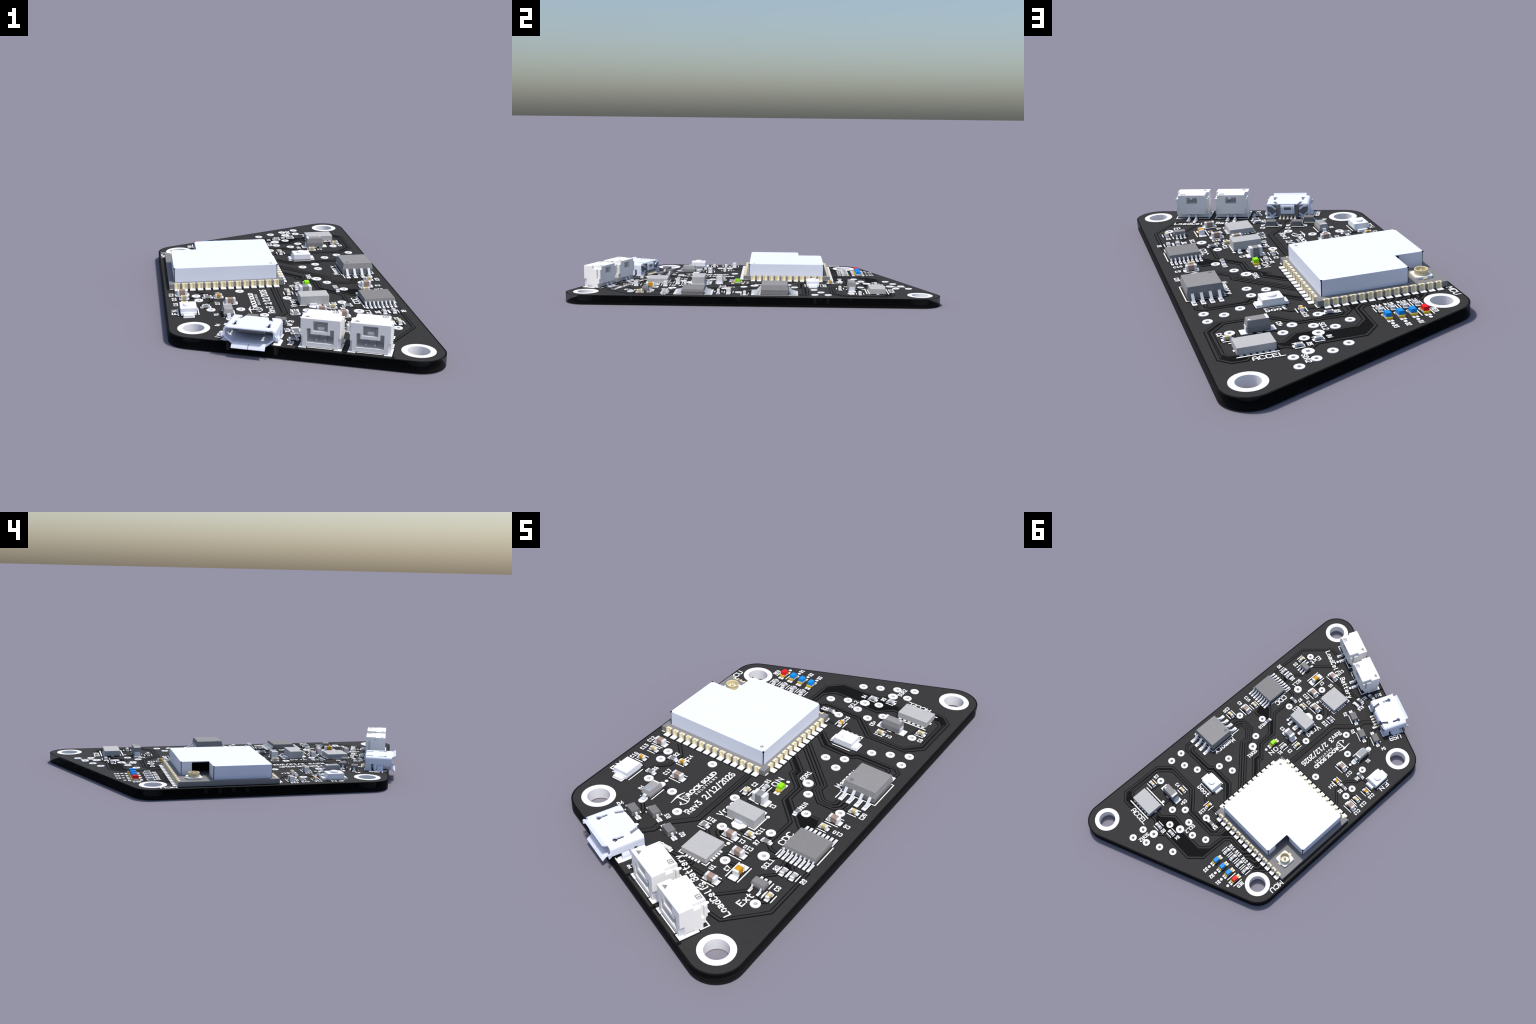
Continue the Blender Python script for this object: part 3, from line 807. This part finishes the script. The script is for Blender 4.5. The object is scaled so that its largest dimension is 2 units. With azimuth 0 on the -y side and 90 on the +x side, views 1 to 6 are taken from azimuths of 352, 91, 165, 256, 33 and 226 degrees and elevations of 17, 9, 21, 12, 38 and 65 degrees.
# ---------------------------------------------------------------- radio module
X0, X1, Y0, Y1 = -17.90, 1.20, -2.30, 15.60
SIDE = [-0.12 - 1.27 * i for i in range(14)]
ENDS = [6.67 + (i - 5.5) * 1.27 for i in range(12)]
lam = [(X0, Y0)]
for px in SIDE[::-1]:
    lam += [(px - 0.44, Y0), (px - 0.44, Y0 + 0.40), (px + 0.44, Y0 + 0.40), (px + 0.44, Y0)]
lam += [(X1, Y0)]
for py in ENDS:
    lam += [(X1, py - 0.44), (X1 - 0.40, py - 0.44), (X1 - 0.40, py + 0.44), (X1, py + 0.44)]
lam += [(X1, Y1)]
for px in SIDE:
    lam += [(px + 0.44, Y1), (px + 0.44, Y1 - 0.40), (px - 0.44, Y1 - 0.40), (px - 0.44, Y1)]
lam += [(X0, Y1)]
module = put("radio_module", sheet("module_laminate", "module", [lam], 0.11, 0.95))
groove = [(-0.435, 0.02), (-0.30, 0.02)] + [(-0.28 * math.cos(math.pi * i / 8), 0.02 - 0.26 * math.sin(math.pi * i / 8)) for i in range(9)] + [(0.30, 0.02), (0.435, 0.02), (0.435, -0.395), (-0.435, -0.395)]
contact = Geo().prism(groove, 0.105, 0.97).box(-0.435, 0.435, -0.50, -0.38, 0.951, 0.972).mesh("edge_contact", "gold")
for i in range(14):
    px = -0.12 - 1.27 * i
    for py, t in ((Y1, 0), (Y0, math.pi)):
        put("edge_contact", contact, module, (px, py, 0), t)
        pad(module, px, py + (0.22 if t == 0 else -0.22), 0.9, 1.1, 0.17)
for i in range(12):
    py = 6.67 + (i - 5.5) * 1.27
    put("edge_contact", contact, module, (X1, py, 0), -QUARTER)
    pad(module, X1 + 0.22, py, 1.1, 0.9, 0.17)
for pts in ([(X0 + 0.1, Y0 - 0.12), (X0 + 0.55, Y0 - 0.12)], [(X1 + 0.12, Y0 + 0.25), (X1 + 0.12, Y0 + 0.9)], [(X1 + 0.12, Y1 - 0.9), (X1 + 0.12, Y1 - 0.05)], [(X1 - 0.3, Y1 + 0.12), (X1 + 0.1, Y1 + 0.12)]):
    ink_line(pts, 0.17)
INK.disc(-15.2, -2.95, 0.14, ink_z(), 12)

# shield can: roof and folded walls with shadow-black posts filling the corner slits, notched round the antenna socket
cx0, cx1, cy0, cy1, nx, ny, rise = -17.03, 0.23, -1.13, 14.31, -12.58, 9.36, 3.33
roof_outline = [(cx0, cy0), (cx1, cy0), (cx1, cy1), (nx, cy1), (nx, ny), (cx0, ny)]
can = put("shield_can", Geo().prism(roof_outline, rise - 0.16, rise).mesh("shield_roof", "shield"), module)
t, sl = 0.14, 0.12
walls = [(cx0 + sl, cx1 - sl, cy0, cy0 + t), (cx1 - t, cx1, cy0 + sl, cy1 - sl), (nx + sl, cx1 - sl, cy1 - t, cy1),
         (nx, nx + t, 12.35, cy1 - sl), (cx0 + sl, nx - 0.68, ny - t, ny), (cx0, cx0 + t, cy0 + sl, ny - sl)]
for x0, x1, y0, y1 in walls:
    put("shield_wall", Geo().box(x0, x1, y0, y1, 0.951, rise - 0.16).mesh("shield_wall", "shield"), module)
put("dark_inner_block", Geo().prism([(cx0 + 0.3, cy0 + 0.3), (cx1 - 0.3, cy0 + 0.3), (cx1 - 0.3, cy1 - 0.3), (nx + 3.0, cy1 - 0.3), (nx + 3.0, ny - 2.5), (cx0 + 0.3, ny - 2.5)], 0.952, rise - 0.2).mesh("dark_inner_block", "dark_inside"), module)
slit_shade = Geo()
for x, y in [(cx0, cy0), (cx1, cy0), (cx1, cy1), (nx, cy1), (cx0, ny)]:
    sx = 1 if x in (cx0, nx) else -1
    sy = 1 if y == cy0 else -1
    slit_shade.box(*sorted((x + sx * 0.02, x + sx * 0.135)), *sorted((y + sy * 0.02, y + sy * 0.135)), 0.952, rise - 0.161)
    slit_shade.prism(circle(x + sx * 0.06, y + sy * 0.06, 0.15, 12), rise - 0.1, rise + 0.004)
put("slit_shadow_post", slit_shade.mesh("slit_shadow_post", "dark_inside"), module)  # dark columns and discs modelled as the shadow in the corner gaps
put("pin_mark", Geo().disc(-0.73, -0.15, 0.27, rise + 0.004, 24).mesh("pin_mark", "mould_mid"), module)

# coaxial antenna socket
ux, uy = -15.33, 12.48
socket = put("antenna_socket", Geo().prism([(1.3, -1.05), (1.3, 1.05), (1.05, 1.3), (-1.05, 1.3), (-1.3, 1.05), (-1.3, -1.05), (-1.05, -1.3), (1.05, -1.3)], 0.955, 1.3).mesh("socket_base", "switch", bevel=0.03), module, (ux, uy, 0))
put("socket_barrel", Geo().lathe([(0.80, 1.25), (0.80, 2.0), (0.86, 2.06), (0.95, 2.06), (1.0, 2.0), (1.0, 1.72), (0.95, 1.66), (1.0, 1.6), (1.0, 1.25)], 36).mesh("socket_barrel", "gold_cup", smooth=False), socket)
put("socket_pin", Geo().lathe([(0.24, 1.25), (0.24, 1.8), (0.15, 1.95), (0.06, 1.98)], 16, closed=False).mesh("socket_pin", "gold_cup"), socket)
for x0, x1, y0, y1 in ((-0.3, 0.3, 1.1, 1.58), (-0.3, 0.3, -1.58, -1.1), (-1.34, -1.1, -0.8, 0.8), (1.1, 1.34, -0.8, 0.8)):
    put("socket_tab", Geo().box(x0, x1, y0, y1, 0.953, 1.14).mesh("socket_tab", "gold"), socket)

# ---------------------------------------------------------------- plug sockets on the front edge
B, D, H = 2.82, 0.95, 4.38          # half width, back, height
W0 = -2.86                          # front face
shell = Geo().box(-B, B, W0, D, 0.14, H).mesh("socket_housing", "nylon", bevel=0.07)
cut = [(-1.92, 1.92, W0 - 0.3, -0.35, 0.8, 2.1), (-1.92, -1.36, W0 - 0.3, -0.35, 2.0, 2.9), (1.36, 1.92, W0 - 0.3, -0.35, 2.0, 2.9),
       (-1.05, 1.05, W0 - 0.3, -0.6, 2.55, 4.02), (-0.95, 0.95, -1.0, D + 0.3, 2.82, 3.95), (-1.36, 1.36, -2.3, -0.45, 2.05, 2.62),
       (-1.5, 1.5, -2.2, -0.5, 2.0, 2.2)]
for s in (-1, 1):
    a, b = sorted((s * 2.36, s * 3.2))
    cut += [(a, b, -0.95, D + 0.3, 3.73, H + 0.3), (*sorted((s * 2.45, s * 3.2)), 0.08, 0.5, 1.85, 3.9), (*sorted((s * 2.5, s * 3.2)), W0 - 0.3, -2.25, -0.2, 1.75), (*sorted((s * 2.36, s * 3.2)), 0.66, D + 0.3, -0.2, 1.85)]
    cut += [(*sorted((s * 2.58, s * 3.2)), -2.05, -0.95, -0.2, 0.55)]
cut += [(-3.2, 3.2, 0.3, D + 0.3, -0.2, 0.95)]
housing = carve(shell, cut, "socket_housing")
for p in housing.polygons:
    p.use_smooth = False
pin_in = Geo().box(-0.1, 0.1, -2.3, -0.2, 0.95, 1.2).mesh("contact_pin", "lead", bevel=0.03)
pin_out = Geo().ribbon([(0.5, 0.75), (1.0, 0.72), (1.2, 0.3), (1.45, 0.22), (2.05, 0.22)], 0.16, 0.2).mesh("lead", "lead")
anchor = Geo().box(-0.24, 0.24, -2.75, -0.5, 0.10, 1.2).mesh("anchor_tab", "lead", bevel=0.04)
arrow = Geo().prism([(-0.47, -0.27), (0.43, -0.27), (-0.05, 0.33)], H - 0.02, H + 0.006).mesh("moulding_mark", "nylon_mark")
stamp = Geo()
for i, ln in enumerate([[(-0.35, -0.3), (0.35, -0.3), (0.35, 0.3), (-0.35, 0.3), (-0.35, -0.3)], [(-0.25, -0.1), (0.15, 0.15)], [(0.0, -0.25), (0.2, 0.2)]]):
    stamp.strip(ln, 0.12, H + 0.004 + 0.001 * i)
stamp = stamp.mesh("moulding_mark", "nylon_mark")
for u in (9.95, 3.01):
    plug = put("plug_socket", housing, at=(*front(u, 0), 0), turn=-EDGE)
    put("latch_tab", shared("latch", lambda: Geo().box(-0.47, 0.47, -2.2, -1.3, 2.42, 2.98).mesh("latch_tab", "nylon", bevel=0.03)), plug)
    for s in (-1, 1):
        put("contact_pin", pin_in, plug, (s * 0.63, 0, 0))
        put("lead", pin_out, plug, (s * 0.63, 0, 0))
        pad(plug, s * 0.63, 1.6, 0.6, 1.4, 0.12)
        put("anchor_tab", anchor, plug, (s * 2.3, 0, 0))
        pad(plug, s * 2.5, -1.72, 1.1, 2.75, 0.175)
    put("moulding_mark", arrow, plug, (-1.92, -2.12, 0))
    put("moulding_mark", stamp, plug, (1.6, 0.38, 0))
    local_lines(plug, [[(-2.9, -0.15), (-2.9, 1.08), (-1.15, 1.08)], [(1.15, 1.08), (2.9, 1.08), (2.9, -0.15)], [(-1.72, -3.0), (1.72, -3.0)]], 0.165)

# ---------------------------------------------------------------- data connector with its folded steel shell
def usb_ring(half, low, top, chamfer_half, waist, radius):
    pts = [(-chamfer_half, low), (chamfer_half, low), (half, waist)]
    pts += [(half - radius + radius * math.cos(k * QUARTER / 5), top - radius + radius * math.sin(k * QUARTER / 5)) for k in range(6)]
    pts += [(-(half - radius) - radius * math.sin(k * QUARTER / 5), top - radius + radius * math.cos(k * QUARTER / 5)) for k in range(6)]
    pts += [(-half, waist)]
    return pts


outer = usb_ring(3.75, 0.13, 2.57, 2.6, 1.12, 0.5)
inner = usb_ring(3.52, 0.36, 2.34, 2.5, 1.2, 0.34)
g = Geo()
n = len(outer)
sections = [(-4.28, 0.0), (0.55, 0.0)]
vs = [(x, y, z) for y, _ in sections for ringp in (outer, inner) for x, z in ringp]
fs = []
for i in range(n):
    j = (i + 1) % n
    fs += [(i, j, 2 * n + j, 2 * n + i), (n + i, n + j, 3 * n + j, 3 * n + i), (i, j, n + j, n + i), (2 * n + i, 2 * n + j, 3 * n + j, 3 * n + i)]
g.add(vs, fs)
shell_me = g.mesh("usb_shell", "shield")
cuts = []
for s in (-1, 1):
    a, b = sorted((s * 2.28, s * 2.68))
    cuts += [(a, b, -3.35, -1.75, 1.9, 3.4)]
    cuts += [Geo().prism([(s * 2.48 + 0.45, -3.2), (s * 2.48 - 0.45, -3.2), (s * 2.48 - 0.3, -2.75), (s * 2.48 + 0.3, -2.75)], 1.9, 3.4)]
    cuts += [Geo().prism([(s * 2.35 - 0.28, -0.75), (s * 2.35 + 0.28, -0.75), (s * 1.85 + 0.22, 0.8), (s * 1.85 - 0.3, 0.8)], 1.8, 3.4)]
    cuts += [(*sorted((s * 3.2, s * 4.2)), -2.85, -1.55, 0.0, 1.15), (*sorted((s * 3.2, s * 4.2)), -0.95, -0.5, 0.0, 1.3)]
shell_me = carve(shell_me, cuts, "usb_shell")
usb = put("data_connector", shell_me, at=(*front(USB_U, 0), 0), turn=-EDGE)
for s in (-1, 1):
    put("shell_leg", Geo().box(*sorted((s * 3.49, s * 3.76)), -0.5, 0.56, 0.11, 1.35).mesh("shell_leg", "shield", bevel=0.04), usb)
    put("shell_leg", Geo().box(*sorted((s * 3.49, s * 3.76)), -1.55, -0.95, 0.13, 1.25).mesh("shell_leg", "shield", bevel=0.04), usb)
    put("shell_foot", Geo().box(*sorted((s * 2.6, s * 3.7)), -0.6, 0.6, 0.105, 0.32).mesh("shell_foot", "shield", bevel=0.05), usb)
    lug = Geo().ribbon([(0, 1.15), (0.2, 0.95), (0.38, 0.5), (0.42, -0.5)], 0.55, 0.2).mesh("board_lug", "shield", bevel=0.03)
    put("board_lug", lug, usb, (s * 3.45, -2.2, 0), -s * QUARTER)
    ov = Geo().prism([(x, y + (0.65 if y > 0 else -0.65)) for x, y in circle(0, 0, 0.55, 24)], 0.001, 0.10).mesh("solder_pad", "tin")
    put("solder_pad", ov, usb, (s * 3.75, -2.25, 0))
    post = Geo().prism([(x, y + (0.5 if y > 0 else -0.5)) for x, y in circle(0, 0, 0.3, 16)], -THICK + 0.13, -0.13).mesh("plated_slot", "mould_deep")  # dark grey, darker than the other plated barrels
    put("plated_slot", post, usb, (s * 3.5, -2.15, 0))
    pad(usb, s * 3.1, 0.1, 1.6, 1.5, 0.15)
    put("mouth_flare", Geo().prism([(s * 3.7, -4.2), (s * 3.98, -4.72), (s * 4.12, -4.62), (s * 3.9, -4.2)], 1.15, 1.8).mesh("mouth_flare", "shield", bevel=0.04), usb)
    inx, outx = s * 0.04, s * 2.45
    fl = Geo().ribbon([(4.2, 0.24), (4.45, 0.16), (4.75, -0.1), (4.95, -0.35)], (2.45 - 0.04) / 2, 0.22).mesh("mouth_flare", "shield", bevel=0.04)
    put("mouth_flare", fl, usb, (s * 1.245, 0, 0), math.pi)
    arm = Geo()
    arm.strip([(s * 3.4, 2.25), (s * 2.75, 2.15), (s * 2.05, 1.6)], 0.26, 0)
    v = [(x, 0.45, z) for x, z, _ in arm.v] + [(x, 0.68, z) for x, z, _ in arm.v]
    k = len(arm.v)
    f = arm.f + [tuple(i + k for i in q) for q in arm.f]
    rim = [0, 2, 4, 5, 3, 1]
    f += [(rim[i], rim[(i + 1) % 6], rim[(i + 1) % 6] + k, rim[i] + k) for i in range(6)]
    put("folded_tongue", Geo().add(v, f).mesh("folded_tongue", "shield"), usb)
    low = [(x, y, 2.5 - z) for x, y, z in v]
    put("folded_tongue", Geo().add(low, f).mesh("folded_tongue", "shield"), usb)
top_flare = Geo().ribbon([(4.2, 2.46), (4.45, 2.5), (4.75, 2.65), (4.95, 2.82)], 2.95, 0.22).mesh("mouth_flare", "shield", bevel=0.04)
put("mouth_flare", top_flare, usb, (0, 0, 0), math.pi)
apron = carve(Geo().ribbon([(-0.4, 2.46), (0.3, 2.44), (0.62, 2.25), (0.7, 2.0), (0.7, 0.85)], 1.2, 0.22).mesh("rear_apron", "shield"), [(-0.6, 0.6, 0.3, 1.0, 1.5, 2.02)], "rear_apron")
put("rear_apron", apron, usb)
core = Geo().box(-3.45, 3.45, -0.7, 0.4, 0.4, 2.28).box(-1.85, 1.85, 0.3, 0.56, 0.14, 2.0).mesh("connector_core", "usb_core", bevel=0.03)
put("connector_core", core, usb)
put("contact_tongue", Geo().box(-2.0, 2.0, -3.2, -0.6, 1.5, 1.95).mesh("contact_tongue", "usb_core", bevel=0.03), usb)
for i in range(5):
    lx = (i - 2) * 0.65
    put("lead", shared("usblead", lambda: Geo().ribbon([(0.3, 0.42), (0.65, 0.36), (0.85, 0.18), (1.3, 0.16)], 0.12, 0.12).mesh("lead", "gold")), usb, (lx, 0, 0))
    pad(usb, lx, 1.0, 0.4, 1.0, 0.1)
local_lines(usb, [[(s * 3.2, -3.5), (s * 4.3, -3.5), (s * 4.3, -3.25)] for s in (-1, 1)], 0.17)

# ---------------------------------------------------------------- gathered sheets
a = put("track_clearance", HALO.mesh("track_clearance", "gap"))
a["kind"] = "stuff"
a = put("printed_outline", INK.mesh("printed_outline", "ink"))
a["kind"] = "stuff"
# flat sheets must face upwards
for ob in bpy.data.objects:
    if ob.type == 'MESH' and ob.name.split(".")[0] in ("track_clearance", "printed_outline", "copper_track", "printed_label", "printed_emblem"):
        bm = bmesh.new()
        bm.from_mesh(ob.data)
        for fc in bm.faces:
            if fc.normal.z < 0 and abs(fc.normal.z) > 0.9 and ob.name.split(".")[0] != "x":
                fc.normal_flip()
        bm.to_mesh(ob.data)
        bm.free()
